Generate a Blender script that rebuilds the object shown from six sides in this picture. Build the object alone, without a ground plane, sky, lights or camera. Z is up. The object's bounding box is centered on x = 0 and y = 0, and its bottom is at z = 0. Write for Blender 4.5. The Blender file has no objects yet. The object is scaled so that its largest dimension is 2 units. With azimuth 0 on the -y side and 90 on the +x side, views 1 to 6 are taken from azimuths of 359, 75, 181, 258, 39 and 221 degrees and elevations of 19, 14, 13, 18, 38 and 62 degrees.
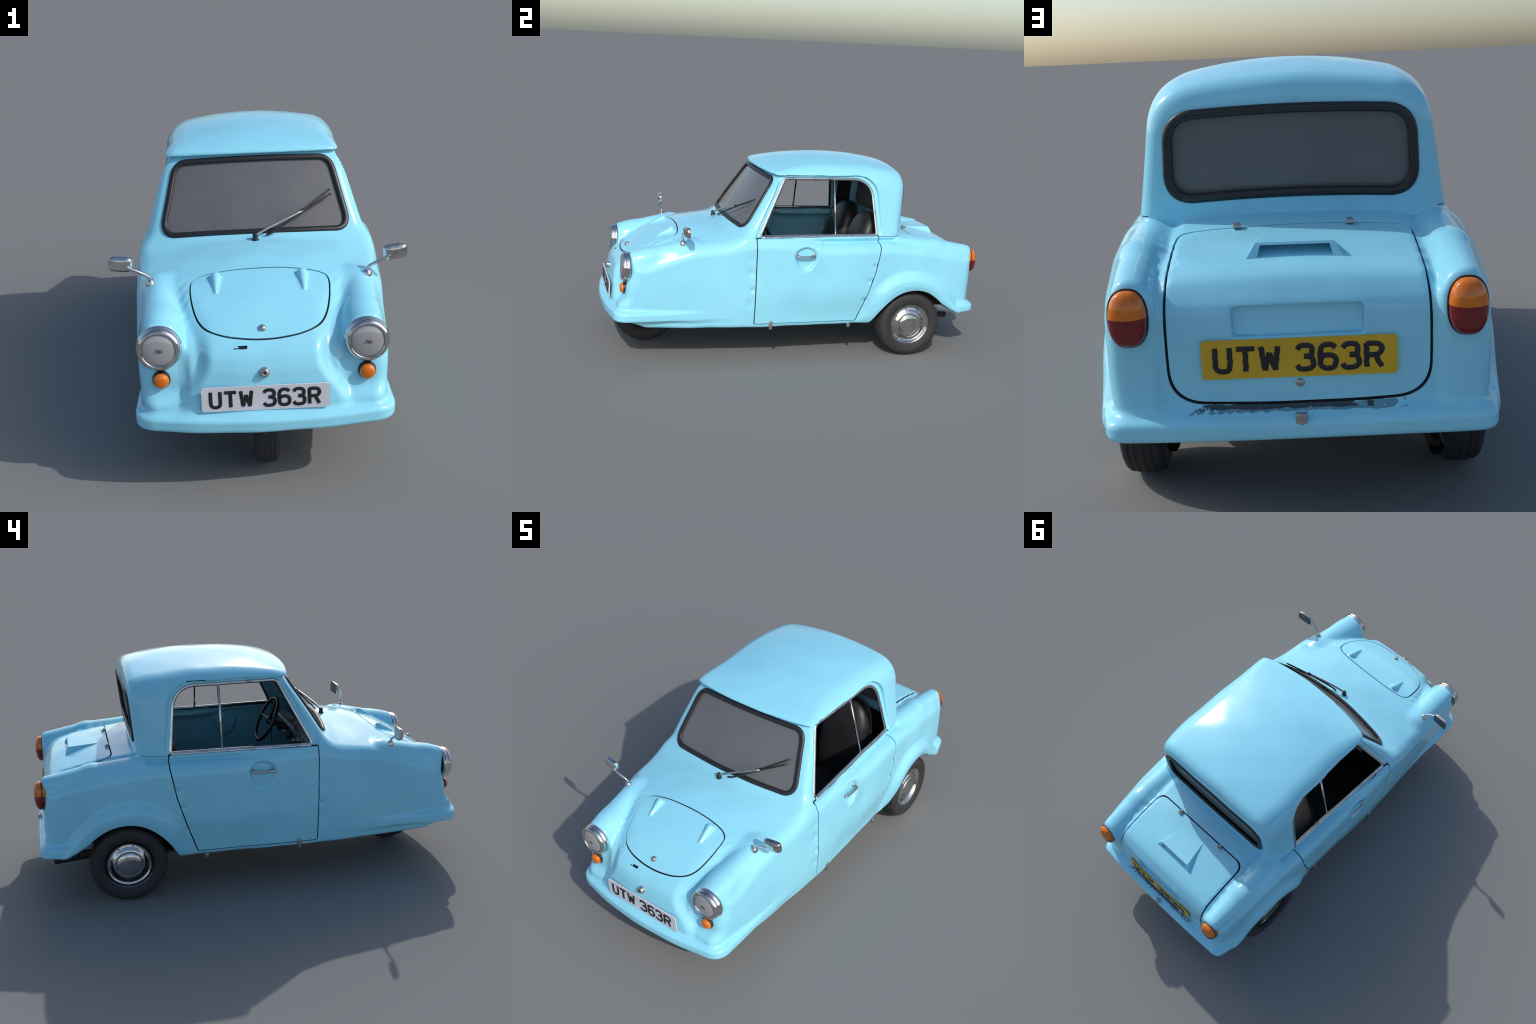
"""Small three-wheeled microcar, built procedurally.
The coachwork is an implicit surface (smooth unions of profile-driven solids) that is
meshed, trimmed along panel outlines and given thickness; all fittings are lathed,
swept or lofted meshes parented to the car."""
import bpy, math
import numpy as np
from mathutils import Vector, Matrix

rng = np.random.default_rng(7)

# ------------------------------------------------------------------ small maths
def curve(*pts):
    """monotone cubic curve through control points -> callable on arrays"""
    p = np.array(sorted(pts), float)
    X, Y = p[:, 0], p[:, 1]
    h = np.diff(X); s = np.diff(Y) / h
    m = np.zeros_like(Y)
    if len(X) > 2:
        w1 = 2 * h[1:] + h[:-1]; w2 = h[1:] + 2 * h[:-1]
        with np.errstate(divide='ignore', invalid='ignore'):
            hm = (w1 + w2) / (w1 / s[:-1] + w2 / s[1:])
        m[1:-1] = np.where(s[:-1] * s[1:] > 0, hm, 0)
    m[0], m[-1] = s[0], s[-1]
    # dense table, linear extrapolation at the ends
    xs = np.linspace(X[0], X[-1], 400)
    k = np.clip(np.searchsorted(X, xs, 'right') - 1, 0, len(h) - 1)
    t = (xs - X[k]) / h[k]
    ys = ((1 + 2 * t) * (1 - t) ** 2 * Y[k] + t * (1 - t) ** 2 * h[k] * m[k]
          + t * t * (3 - 2 * t) * Y[k + 1] + t * t * (t - 1) * h[k] * m[k + 1])
    def f(x):
        x = np.asarray(x, float)
        v = np.interp(x, xs, ys)
        v = v + np.where(x < X[0], (x - X[0]) * m[0], 0) + np.where(x > X[-1], (x - X[-1]) * m[-1], 0)
        return v
    return f

def smin(a, b, k):
    h = np.maximum(k - np.abs(a - b), 0) / k
    return np.minimum(a, b) - h * h * k * 0.25
def smax(a, b, k):
    return -smin(-a, -b, k)
def sstep(a, b, x):
    t = np.clip((x - a) / (b - a), 0, 1)
    return t * t * (3 - 2 * t)
def round_cone(p, a, b, r1, r2):
    """tapered capsule"""
    a = np.array(a, float); b = np.array(b, float)
    ba = b - a; L2 = ba @ ba
    x = p[0] - a[0]; y = p[1] - a[1]; z = p[2] - a[2]
    t = np.clip((x * ba[0] + y * ba[1] + z * ba[2]) / L2, 0, 1)
    return np.sqrt((x - t * ba[0]) ** 2 + (y - t * ba[1]) ** 2 + (z - t * ba[2]) ** 2) - (r1 + (r2 - r1) * t)

def poly_sd(u, v, poly):
    """signed distance to a closed polygon (negative inside)"""
    P = np.asarray(poly, float); Q = np.roll(P, -1, 0)
    d = np.full(u.shape, 1e9); inside = np.zeros(u.shape, bool)
    for (ax, ay), (bx, by) in zip(P, Q):
        ex, ey = bx - ax, by - ay
        wx, wy = u - ax, v - ay
        t = np.clip((wx * ex + wy * ey) / (ex * ex + ey * ey + 1e-12), 0, 1)
        d = np.minimum(d, (wx - t * ex) ** 2 + (wy - t * ey) ** 2)
        c = (ay > v) != (by > v)
        with np.errstate(divide='ignore', invalid='ignore'):
            xi = ax + (v - ay) / (by - ay) * ex if by != ay else np.full(u.shape, 1e9)
        inside ^= c & (u < xi)
    return np.where(inside, -1, 1) * np.sqrt(d)

def rounded(poly, radii, n=8):
    """round the corners of a polygon; radii one per corner"""
    P = np.asarray(poly, float); out = []
    N = len(P)
    if np.isscalar(radii): radii = [radii] * N
    for i in range(N):
        p, a, b, r = P[i], P[i - 1], P[(i + 1) % N], radii[i]
        u = (a - p) / np.linalg.norm(a - p); w = (b - p) / np.linalg.norm(b - p)
        ang = math.acos(np.clip(u @ w, -1, 1))
        if r <= 0 or ang > 3.05:
            out.append(p); continue
        d = r / math.tan(ang / 2)
        d = min(d, .48 * np.linalg.norm(a - p), .48 * np.linalg.norm(b - p))
        s, e = p + u * d, p + w * d
        for t in np.linspace(0, 1, n):      # quadratic corner, close to an arc
            c = (1 - t) ** 2 * s + 2 * t * (1 - t) * (p * .86 + (s + e) * .07) + t * t * e
            out.append(c)
    return np.array(out)

def dense(poly, step=.008, closed=True):
    P = np.asarray(poly, float); out = []
    Q = np.roll(P, -1, 0) if closed else P[1:]
    for a, b in zip(P, Q):
        n = max(1, int(np.linalg.norm(b - a) / step))
        for i in range(n): out.append(a + (b - a) * i / n)
    if not closed: out.append(P[-1])
    return np.array(out)

# ------------------------------------------------------------------ body profiles
WIDTH = curve((-1.0, .390), (-.93, .404), (-.88, .411), (-.75, .423), (-.6, .435), (-.45, .446), (-.35, .452), (-.2, .459), (0, .463),
              (.2, .463), (.35, .460), (.5, .455), (.7, .446), (.85, .433), (.95, .419), (1.0, .410))
BARREL = curve((.15, .022), (.20, .016), (.25, .010), (.33, .003), (.42, .0), (.50, .000), (.56, .000), (.61, .002), (.65, .010), (.72, .044))
NOSE_Y = curve((.20, -.968), (.30, -.966), (.38, -.959), (.42, -.952), (.46, -.938), (.50, -.912),
               (.53, -.880), (.56, -.838), (.59, -.786), (.62, -.722), (.65, -.645))
HOOD_Z = curve((-.85, .555), (-.75, .610), (-.68, .640), (-.603, .661), (-.5, .679), (-.395, .690), (-.30, .698), (-.15, .70), (.1, .66))
NOSE_W = curve((-.98, .196), (-.93, .198), (-.88, .203), (-.82, .222), (-.75, .247), (-.68, .285), (-.62, .33), (-.55, .40), (-.48, .47))
DECK_Z = curve((.1, .66), (.45, .660), (.55, .654), (.60, .647), (.66, .640), (.74, .628), (.82, .611), (.87, .597), (.91, .578), (.94, .552))
REAR_Y = curve((.15, .955), (.30, .957), (.364, .960), (.43, .961), (.48, .959), (.52, .954), (.56, .938))
BELLY_Z = curve((-1.0, .236), (-.93, .233), (-.86, .212), (-.79, .190), (-.5, .186), (-.25, .185), (.1, .185), (.30, .184), (.37, .182), (.43, .20), (.50, .236), (.8, .238), (1.0, .232))
# cabin
ROOF_Z = curve((-.26, .950), (-.21, .971), (-.16, .990), (-.11, 1.006), (-.05, 1.020), (.03, 1.033), (.10, 1.039), (.17, 1.041), (.25, 1.040), (.35, 1.034), (.45, 1.022), (.53, 1.006), (.60, .984))
CAB_BELT = curve((-.45, .440), (-.25, .428), (-.05, .419), (.17, .412), (.35, .406), (.47, .398), (.56, .385), (.65, .37))
CAB_LEAN = curve((-.3, .25), (-.1, .235), (.1, .195), (.3, .160), (.45, .142), (.6, .140))
REARWALL_Y = curve((.60, .545), (.66, .550), (.75, .558), (.85, .567), (.92, .573), (1.0, .577))
WINDOW_X = curve((-.3, .424), (-.2, .418), (-.05, .411), (.17, .403), (.30, .400), (.42, .396))
WINDOW_LEAN = curve((-.25, .32), (-.09, .31), (.05, .275), (.17, .250), (.30, .225), (.42, .205))
# rear wheel arch in polar form round the axle area
ARCH_C = (.61, .19)
ARCH_IN = curve((-20, .275), (-6, .285), (6, .275), (16, .229), (34, .191), (57, .181), (93, .176), (127, .178), (152, .188), (171, .206), (182, .225), (196, .25))
ARCH_OUT = curve((-20, .33), (0, .315), (25, .290), (51, .280), (80, .285), (95, .291), (112, .297), (130, .300), (158, .300), (178, .325), (196, .35))

def arch_rt(y, z):
    r = np.hypot(y - ARCH_C[0], z - ARCH_C[1])
    th = np.degrees(np.arctan2(z - ARCH_C[1], y - ARCH_C[0]))
    th = np.where(th < -90, th + 360, th)
    th = np.clip(th, -20, 196)
    return r, ARCH_IN(th), ARCH_OUT(th)

def screen_y(x, z):
    """raked, bowed windscreen surface"""
    return -.354 + (z - .687) * .70 + .042 * (x / .33) ** 2

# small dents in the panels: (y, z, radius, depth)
DENTS = [(-.275, .555, .030, .0030), (-.276, .482, .030, .0050), (-.270, .392, .020, .0065), (-.280, .318, .034, .0045),
         (.385, .505, .018, .0065), (.362, .425, .020, .0065), (.335, .320, .020, .0065), (.10, .46, .060, .0022), (-.05, .30, .070, .0016), (-.55, .36, .09, .0016)]

def body_sdf(X, Y, Z):
    x = np.abs(X); y = Y; z = Z
    p = (x, y, z)
    # ---- flanks, with flared rear arches and door handle pockets
    W = WIDTH(y) - BARREL(z)
    r, ri, ro = arch_rt(y, z)
    f = np.clip((ro - r) / (ro - ri), -1, 1.6)
    fl = sstep(0, .55, f) * (1 - .25 * sstep(.7, 1.0, f))
    fl = fl * sstep(.15, .23, z) * sstep(.965, .90, y) * (1 - .65 * sstep(.47, .35, y))
    W = W + .027 * fl + .010 * fl * sstep(.34, .22, z)
    hy, hz = (y - .004) / .064, (z - .566) / np.where(z > .566, .046, .085)
    q = hy ** 2 + hz ** 2 + .35 * hy ** 2 * np.maximum(-hz, 0)
    W = W - .020 * (1 - sstep(.45, 1.05, q))
    for dy, dz, rad, dep in DENTS:
        W = W - dep * np.exp(-((y - dy) ** 2 + (z - dz) ** 2) / rad ** 2 * 2)
    # sill tucks under ahead of the arch
    W = W - .017 * sstep(.38, .22, z) * sstep(-.35, .28, y) * sstep(.50, .36, y)
    # lower skirt tucks in below the bumper band ahead of the door
    W = W - .003 * sstep(.243, .231, z) * sstep(-.30, -.50, y)
    side = x - W
    # ---- bonnet and rear deck
    wn = NOSE_W(y) + .075 * sstep(.46, .30, z)
    gutter = sstep(-.006, .022, x - wn) * sstep(-.56, -.68, y)
    crown_f = .031 * (x / .30) ** 2 * sstep(-.95, -.80, y) * (1 - .35 * sstep(-.45, -.25, y))
    crown_r = .013 * (x / .28) ** 2
    hood = (z - (HOOD_Z(y) - crown_f - .012 * gutter)) * .93
    deck = (z - (DECK_Z(y) - crown_r - .012 * sstep(.27, .31, x))) * .93
    top = np.where(y < .1, hood, deck)
    # nose between the lamp pods, gutters beside it
    nf = (NOSE_Y(z) - y + .010 * (x / .2) ** 2) * .72
    nose = smax(nf, x - wn, .038)
    back = .043 - .016 * sstep(.40, .30, z) + .030 * sstep(.235, .285, x) * sstep(.30, .36, z)
    gf = (NOSE_Y(z) + back - y) * .75
    core = smin(nose, gf, .022)
    core = smax(core, top, .045)
    core = smax(core, y - (REAR_Y(z) - .010 * (x / .28) ** 2), .030)
    # lamp pods
    pod = round_cone(p, (.338, -.80, .519), (.348, -.58, .570), .0715, .066)
    pod = smin(pod, round_cone(p, (.338, -.895, .501), (.338, -.78, .522), .0735, .0715), .02)
    podlow = smax(smax(z - .52, y + .60, .02), .270 - x, .05)
    pod = smin(pod, podlow, .035)
    pod = smax(pod, -.880 - .017 * sstep(.47, .38, z) - y, .012)
    # rear fins with lamp posts
    fin = round_cone(p, (.360, .52, .584), (.364, .74, .568), .064, .060)
    fin = smin(fin, round_cone(p, (.364, .74, .568), (.362, .99, .530), .060, .050), .02)
    post = smax(smax(.308 - x, z - .54, .03), .55 - y, .02)
    fin = smin(fin, post, .02)
    fin = smax(smax(fin, y - .960, .022), .50 - y, .04)
    low = smin(smin(core, pod, .026), fin, .016)
    low = smax(low, side, .050)
    low = smax(low, BELLY_Z(y) - z, .02)
    # ---- bumpers, moulded in
    bw = .4335 - .006 * sstep(-.80, -.35, y)
    bp = smax(x - bw, -1.0 + .049 * (x / .41) ** 2 - y, .070)
    bp = np.maximum(bp, y + .30)
    fb = smax(bp, z - (.275 + np.minimum(-bp, .06) * .45), .012)
    fb = smax(fb, .2295 - z, .014)
    low = smin(low, fb, .016)
    rp = smax(x - (.435 + .015 * sstep(.96, .88, y)), y - (1.0 - .012 * (x / .42) ** 2), .048)
    rp = np.maximum(rp, .86 - y)
    rb = smax(rp, z - (.272 + np.minimum(-rp, .05) * .5), .012)
    rb = smax(rb, .229 - z, .016)
    low = smin(low, rb, .014)
    # ---- cabin: roof shell with a visor lip, standing over the screen pillars
    xe = CAB_BELT(y) - CAB_LEAN(y) * (z - .66)
    xe = xe - .8 * np.maximum(.645 - z, 0)
    cs = (x - xe) * .97
    ct = (z - (ROOF_Z(y) - (.42 - .05 * sstep(.1, .45, y) - .16 * sstep(.12, -.15, y)) * x * x)) * .97
    rw = y - (REARWALL_Y(z) - .006 * (x / .36) ** 2)
    ws = (screen_y(x, z) - y) * .82
    shell = smax(smax(cs, ct, .082 - .030 * sstep(.05, -.12, y)), rw, .050)
    roof = smax(shell, (-.181 + .042 * (x / .33) ** 2 + .55 * np.maximum(z - .975, 0) - y), .016)
    roof = smax(roof, .957 + .008 * (1 - (x / .33) ** 2) - z - 3 * np.maximum(y + .10, 0), .006)
    pillar = smax(smax(cs + .006, ct + .008, .06), ws, .040)
    pillar = smax(pillar, rw + .01, .05)
    cab = np.minimum(roof, pillar)
    cab = np.maximum(cab, .56 - z)
    kc = .006 + .034 * sstep(.30, -.25, y)
    d = smin(low, cab, kc)
    # pockets that the side windows sit in, leaning in more than the roof edge
    xf = WINDOW_X(y) - WINDOW_LEAN(y) * (z - .663)
    wf = (-.262 + .507 * (z - .655) - y) * .89
    wr = (y - (.428 - .105 * (z - .655))) * .99
    po = smax(smax(wr, z - .960, .11), smax(wf, .652 - z, .004), .03)
    po = smax(po, xf - x, .004)
    d = smax(d, -po, .005)
    # number recess in boot lid
    rx, rz = np.maximum(x - .132, 0), np.maximum(np.abs(z - .487) - .022, 0)
    rec = np.maximum(np.hypot(rx, rz) - .011, .936 - .2 * (z - .487) - y)
    d = np.where(y > .8, smax(d, -rec, .006), d)
    # bonnet hinge humps
    hump = round_cone(p, (.150, -.642, .644), (.150, -.712, .614), .0175, .005)
    d = smin(d, hump, .010)
    # wheel wells
    well = np.maximum(np.maximum(r - ri, .315 - x), z - .6)
    d = smax(d, -well, .010)
    # crumpled gutters beside the boot lid and the bonnet
    cr = np.exp(-((x - .300) / .022) ** 2) * sstep(.62, .68, y) * sstep(.95, .90, y) + .6 * np.exp(-((x - .262) / .022) ** 2) * sstep(-.60, -.66, y) * sstep(-.86, -.78, y)
    cr = cr * sstep(.45, .50, z)
    d = d + .0030 * cr * np.sin(71 * y + 40 * X + 3 * np.sin(37 * X)) * np.sin(53 * y - 60 * X + 1.0)
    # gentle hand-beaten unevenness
    d = d + .0010 * np.sin(17 * y + 5 * z + 3 * X) * np.sin(13 * z - 7 * X + 1.3) + .0006 * np.sin(31 * y - 11 * z) * np.sin(29 * X + 9 * z)
    return d

# ------------------------------------------------------------------ meshing the implicit body
def mesh_implicit(f, lo, hi, h, block=8):
    lo = np.array(lo); n = np.ceil((np.array(hi) - lo) / h / block).astype(int)
    N = n * block + 1
    D = np.empty(N, np.float32)
    cb = [lo[i] + (np.arange(n[i]) + .5) * h * block for i in range(3)]
    C = np.stack(np.meshgrid(*cb, indexing='ij'), -1).reshape(-1, 3)
    dc = f(C[:, 0], C[:, 1], C[:, 2]).reshape(n)
    D[:] = 1
    Dn = np.repeat(np.repeat(np.repeat(dc, block, 0), block, 1), block, 2)
    D[:-1, :-1, :-1] = Dn
    near = np.argwhere(np.abs(dc) < h * block * 1.45)
    off = np.stack(np.meshgrid(*[np.arange(block + 1)] * 3, indexing='ij'), -1).reshape(-1, 3)
    for s in range(0, len(near), 1200):
        idx = (near[s:s + 1200, None, :] * block + off[None]).reshape(-1, 3)
        P = lo + idx * h
        D[idx[:, 0], idx[:, 1], idx[:, 2]] = f(P[:, 0], P[:, 1], P[:, 2])
    S = D < 0
    c = S[:-1, :-1, :-1].astype(np.int8).copy()
    for a in (0, 1):
        for b in (0, 1):
            for e in (0, 1):
                if a + b + e: c += S[a:N[0] - 1 + a, b:N[1] - 1 + b, e:N[2] - 1 + e]
    act = np.argwhere((c > 0) & (c < 8))
    vid = -np.ones(N - 1, np.int32); vid[act[:, 0], act[:, 1], act[:, 2]] = np.arange(len(act))
    corners = np.array([[i, j, k] for i in (0, 1) for j in (0, 1) for k in (0, 1)])
    acc = np.zeros((len(act), 3)); cnt = np.zeros(len(act))
    for i in range(8):
        for j in range(i + 1, 8):
            if np.abs(corners[i] - corners[j]).sum() != 1: continue
            A = act + corners[i]; B = act + corners[j]
            da = D[A[:, 0], A[:, 1], A[:, 2]]; db = D[B[:, 0], B[:, 1], B[:, 2]]
            m = (da < 0) != (db < 0)
            t = np.where(m, da / np.where(m, da - db, 1), 0)[:, None]
            acc += np.where(m[:, None], A + (B - A) * t, 0); cnt += m
    V = lo + acc / cnt[:, None] * h
    F = []
    for ax in range(3):
        o1, o2 = (ax + 1) % 3, (ax + 2) % 3
        sl0 = [slice(None)] * 3; sl1 = [slice(None)] * 3
        sl0[ax] = slice(0, -1); sl1[ax] = slice(1, None)
        ch = S[tuple(sl0)] != S[tuple(sl1)]
        e = np.argwhere(ch)
        e = e[(e[:, o1] > 0) & (e[:, o2] > 0) & (e[:, o1] < N[o1] - 1) & (e[:, o2] < N[o2] - 1)]
        ins = S[e[:, 0], e[:, 1], e[:, 2]]
        q = []
        for d1, d2 in ((1, 1), (0, 1), (0, 0), (1, 0)):
            k = e.copy(); k[:, o1] -= d1; k[:, o2] -= d2
            q.append(vid[k[:, 0], k[:, 1], k[:, 2]])
        q = np.stack(q, 1)
        q[~ins] = q[~ins][:, ::-1]
        F.append(q)
    F = np.concatenate(F); F = F[(F >= 0).all(1)]
    # settle vertices on the surface
    for it in range(5):
        d = f(V[:, 0], V[:, 1], V[:, 2]); g = grad(f, V)
        step = (d / np.maximum((g * g).sum(1), .15))[:, None] * g
        L = np.linalg.norm(step, axis=1, keepdims=True)
        V = V - step * np.minimum(1, .4 * h / np.maximum(L, 1e-9))
    tri = np.concatenate([F[:, [0, 1, 2]], F[:, [0, 2, 3]]])
    return V, tri

def grad(f, V, e=.0012):
    g = np.empty_like(V)
    for i in range(3):
        o = np.zeros(3); o[i] = e
        a, b = V + o, V - o
        g[:, i] = (f(a[:, 0], a[:, 1], a[:, 2]) - f(b[:, 0], b[:, 1], b[:, 2])) / (2 * e)
    return g

def cut(V, T, tag, phi):
    """split triangles along phi = 0; returns mesh with phi-sign per triangle"""
    phi = np.where(np.abs(phi) < 2e-4, 2e-4, phi)
    s = phi > 0
    st = s[T]; k = st.sum(1)
    keep = (k == 0) | (k == 3)
    outT, outTag = [T[keep]], [tag[keep]]
    X = T[~keep]; Xt = tag[~keep]; sx = st[~keep]; kx = k[~keep]
    if len(X):
        lone_pos = kx == 1
        lone = np.where(lone_pos[:, None], sx, ~sx)
        i0 = lone.argmax(1); r = np.arange(len(X))
        a, b, c = X[r, i0], X[r, (i0 + 1) % 3], X[r, (i0 + 2) % 3]
        E = np.concatenate([np.stack([a, b], 1), np.stack([a, c], 1)])
        Es = np.sort(E, 1)
        U, inv = np.unique(Es, axis=0, return_inverse=True)
        inv = inv.ravel()
        t = phi[U[:, 0]] / (phi[U[:, 0]] - phi[U[:, 1]])
        NV = V[U[:, 0]] + (V[U[:, 1]] - V[U[:, 0]]) * t[:, None]
        base = len(V); V = np.concatenate([V, NV])
        ab = base + inv[:len(X)]; ac = base + inv[len(X):]
        outT += [np.stack([a, ab, ac], 1), np.stack([ab, b, c], 1), np.stack([ab, c, ac], 1)]
        outTag += [Xt, Xt, Xt]
        sg = [s[T[keep][:, 0]], lone_pos, ~lone_pos, ~lone_pos]
    else:
        sg = [s[T[keep][:, 0]]]
    return V, np.concatenate(outT), np.concatenate(outTag), np.concatenate(sg)

# ------------------------------------------------------------------ outlines of the panels
def mirror_outline(half):
    """half outline from centre top (x=0) round to centre bottom; returns the closed outline"""
    h = np.array(half, float)
    m = h[::-1].copy(); m[:, 0] *= -1
    m = m[(np.abs(m[:, 0]) > 1e-6)]
    return np.concatenate([h, m])

def bowed(poly, amp, half):
    P = dense(poly, .012); P[:, 1] += amp * (1 - (P[:, 0] / half) ** 2)
    return P
SCREEN = bowed(rounded([(-.298, .931), (.298, .931), (.357, .692), (-.357, .692)], [.050, .050, .040, .040]), .016, .35)
REARWIN = bowed(rounded([(-.303, .905), (.303, .905), (.313, .694), (-.313, .694)], .060), .012, .31)
SIDEWIN = rounded([(-.236, .660), (-.092, .944), (.372, .944), (.402, .660)], [.012, .03, .10, .010], 12)
DOOR = rounded([(-.255, .655), (-.2535, .206), (.300, .204), (.345, .330), (.388, .470), (.413, .600), (.412, .655)],
               [.004, .006, .006, .2, .2, .05, .004], 6)
def closed_spline(pts, n=5):
    P = np.array(pts, float); out = []
    for i in range(len(P)):
        a, b, c, d = P[i - 1], P[i], P[(i + 1) % len(P)], P[(i + 2) % len(P)]
        for t in np.linspace(0, 1, n, endpoint=False):
            out.append(.5 * (2 * b + (c - a) * t + (2 * a - 5 * b + 4 * c - d) * t * t + (3 * b - a - 3 * c + d) * t ** 3))
    return np.array(out)
BONNET = closed_spline(mirror_outline([(0, -.604), (.10, -.607), (.185, -.618), (.227, -.637), (.239, -.670), (.233, -.74),
                                       (.214, -.805), (.180, -.850), (.125, -.876), (.06, -.888), (0, -.891)]))

def bonnet_phi(V):
    return np.maximum(poly_sd(V[:, 0], V[:, 1], BONNET), (.45 - V[:, 2]))
def boot_phi(V):
    x = np.abs(V[:, 0]); y = V[:, 1]; z = V[:, 2]
    w = .284 + .004 * np.sin((z - .30) * 9)
    a = smax(x - w, .302 + .006 * (x / .28) ** 2 - z, .075)
    a = smax(a, .652 - .004 * (x / .28) ** 2 - y, .05)
    return np.maximum(a, .62 - y)
def door_phi(V):
    return np.maximum(poly_sd(V[:, 1], V[:, 2], DOOR), .25 - np.abs(V[:, 0]))
def sidewin_phi(V):
    return np.maximum(poly_sd(V[:, 1], V[:, 2], SIDEWIN), .25 - np.abs(V[:, 0]))
def screen_phi(V):
    return np.maximum(poly_sd(V[:, 0], V[:, 2], SCREEN), V[:, 1] - .0)
def rearwin_phi(V):
    return np.maximum(poly_sd(V[:, 0], V[:, 2], REARWIN), .45 - V[:, 1])
def well_phi(V):
    r, ri, ro = arch_rt(V[:, 1], V[:, 2])
    return np.maximum(np.maximum(r - ri - .003, .30 - np.abs(V[:, 0])), V[:, 2] - .45)
def belly_phi(V):
    g = np.abs(V[:, 0]) - (WIDTH(V[:, 1]) - .056)
    return np.maximum(np.maximum(g, V[:, 2] - .262), np.abs(V[:, 1]) - .935)
ROOFLINE = [(-.40, .9585), (-.05, .958), (.05, .95), (.33, .90), (.40, .70), (.405, .652), (.50, .651), (.56, .656),
            (.61, .70), (.70, 1.2), (-.40, 1.2)]
def roof_phi(V):
    return poly_sd(V[:, 1], V[:, 2], ROOFLINE)
def fbump_phi(V):
    y, z = V[:, 1], V[:, 2]
    return np.maximum(np.maximum(z - .292, y + .60), .14 - z)
def rbump_phi(V):
    y, z = V[:, 1], V[:, 2]
    return np.maximum(np.maximum(z - .298, .90 - y), .14 - z)

# ------------------------------------------------------------------ materials
def mat(name):
    m = bpy.data.materials.new(name); m.use_nodes = True
    nt = m.node_tree
    return m, nt, nt.nodes['Principled BSDF']
def node(nt, typ, **kw):
    n = nt.nodes.new(typ)
    for k, v in kw.items():
        if k in n.inputs: n.inputs[k].default_value = v
        else: setattr(n, k, v)
    return n
def link(nt, a, b): nt.links.new(a, b)
def math_node(nt, op, a, b=None, clamp=False):
    n = nt.nodes.new('ShaderNodeMath'); n.operation = op; n.use_clamp = clamp
    for i, v in enumerate((a, b)):
        if v is None: continue
        if isinstance(v, (int, float)): n.inputs[i].default_value = v
        else: link(nt, v, n.inputs[i])
    return n.outputs[0]
def ramp(nt, fac, stops):
    r = nt.nodes.new('ShaderNodeValToRGB'); link(nt, fac, r.inputs[0])
    e = r.color_ramp.elements
    while len(e) < len(stops): e.new(.5)
    for i, (p, c) in enumerate(stops):
        e[i].position = p; e[i].color = (*c, 1) if len(c) == 3 else c
    return r.outputs[0]
def mixc(nt, fac, a, b):
    n = nt.nodes.new('ShaderNodeMix'); n.data_type = 'RGBA'
    for sock, v in ((n.inputs[0], fac), (n.inputs[6], a), (n.inputs[7], b)):
        if isinstance(v, (int, float)): sock.default_value = v
        elif isinstance(v, tuple): sock.default_value = (*v, 1) if len(v) == 3 else v
        else: link(nt, v, sock)
    return n.outputs[2]
def obj_coord(nt): return nt.nodes.new('ShaderNodeTexCoord').outputs['Object']
def noise(nt, co, scale, detail=3, rough=.5):
    n = node(nt, 'ShaderNodeTexNoise', Scale=scale, Detail=detail, Roughness=rough)
    link(nt, co, n.inputs['Vector']); return n.outputs['Fac']
def simple(name, col, rough=.5, metal=0, var=.12, scale=30, bump=0, coat=0, spec=None):
    m, nt, b = mat(name)
    co = obj_coord(nt); f = noise(nt, co, scale)
    a = tuple(c * (1 - var) for c in col); c = tuple(min(1, c * (1 + var)) for c in col)
    link(nt, ramp(nt, f, [(.3, a), (.7, c)]), b.inputs['Base Color'])
    b.inputs['Roughness'].default_value = rough; b.inputs['Metallic'].default_value = metal
    b.inputs['Coat Weight'].default_value = coat
    if spec is not None: b.inputs['Specular IOR Level'].default_value = spec
    if bump:
        bp = node(nt, 'ShaderNodeBump', Strength=bump, Distance=.002)
        link(nt, noise(nt, co, scale * 4, 4), bp.inputs['Height']); link(nt, bp.outputs[0], b.inputs['Normal'])
    return m

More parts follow.
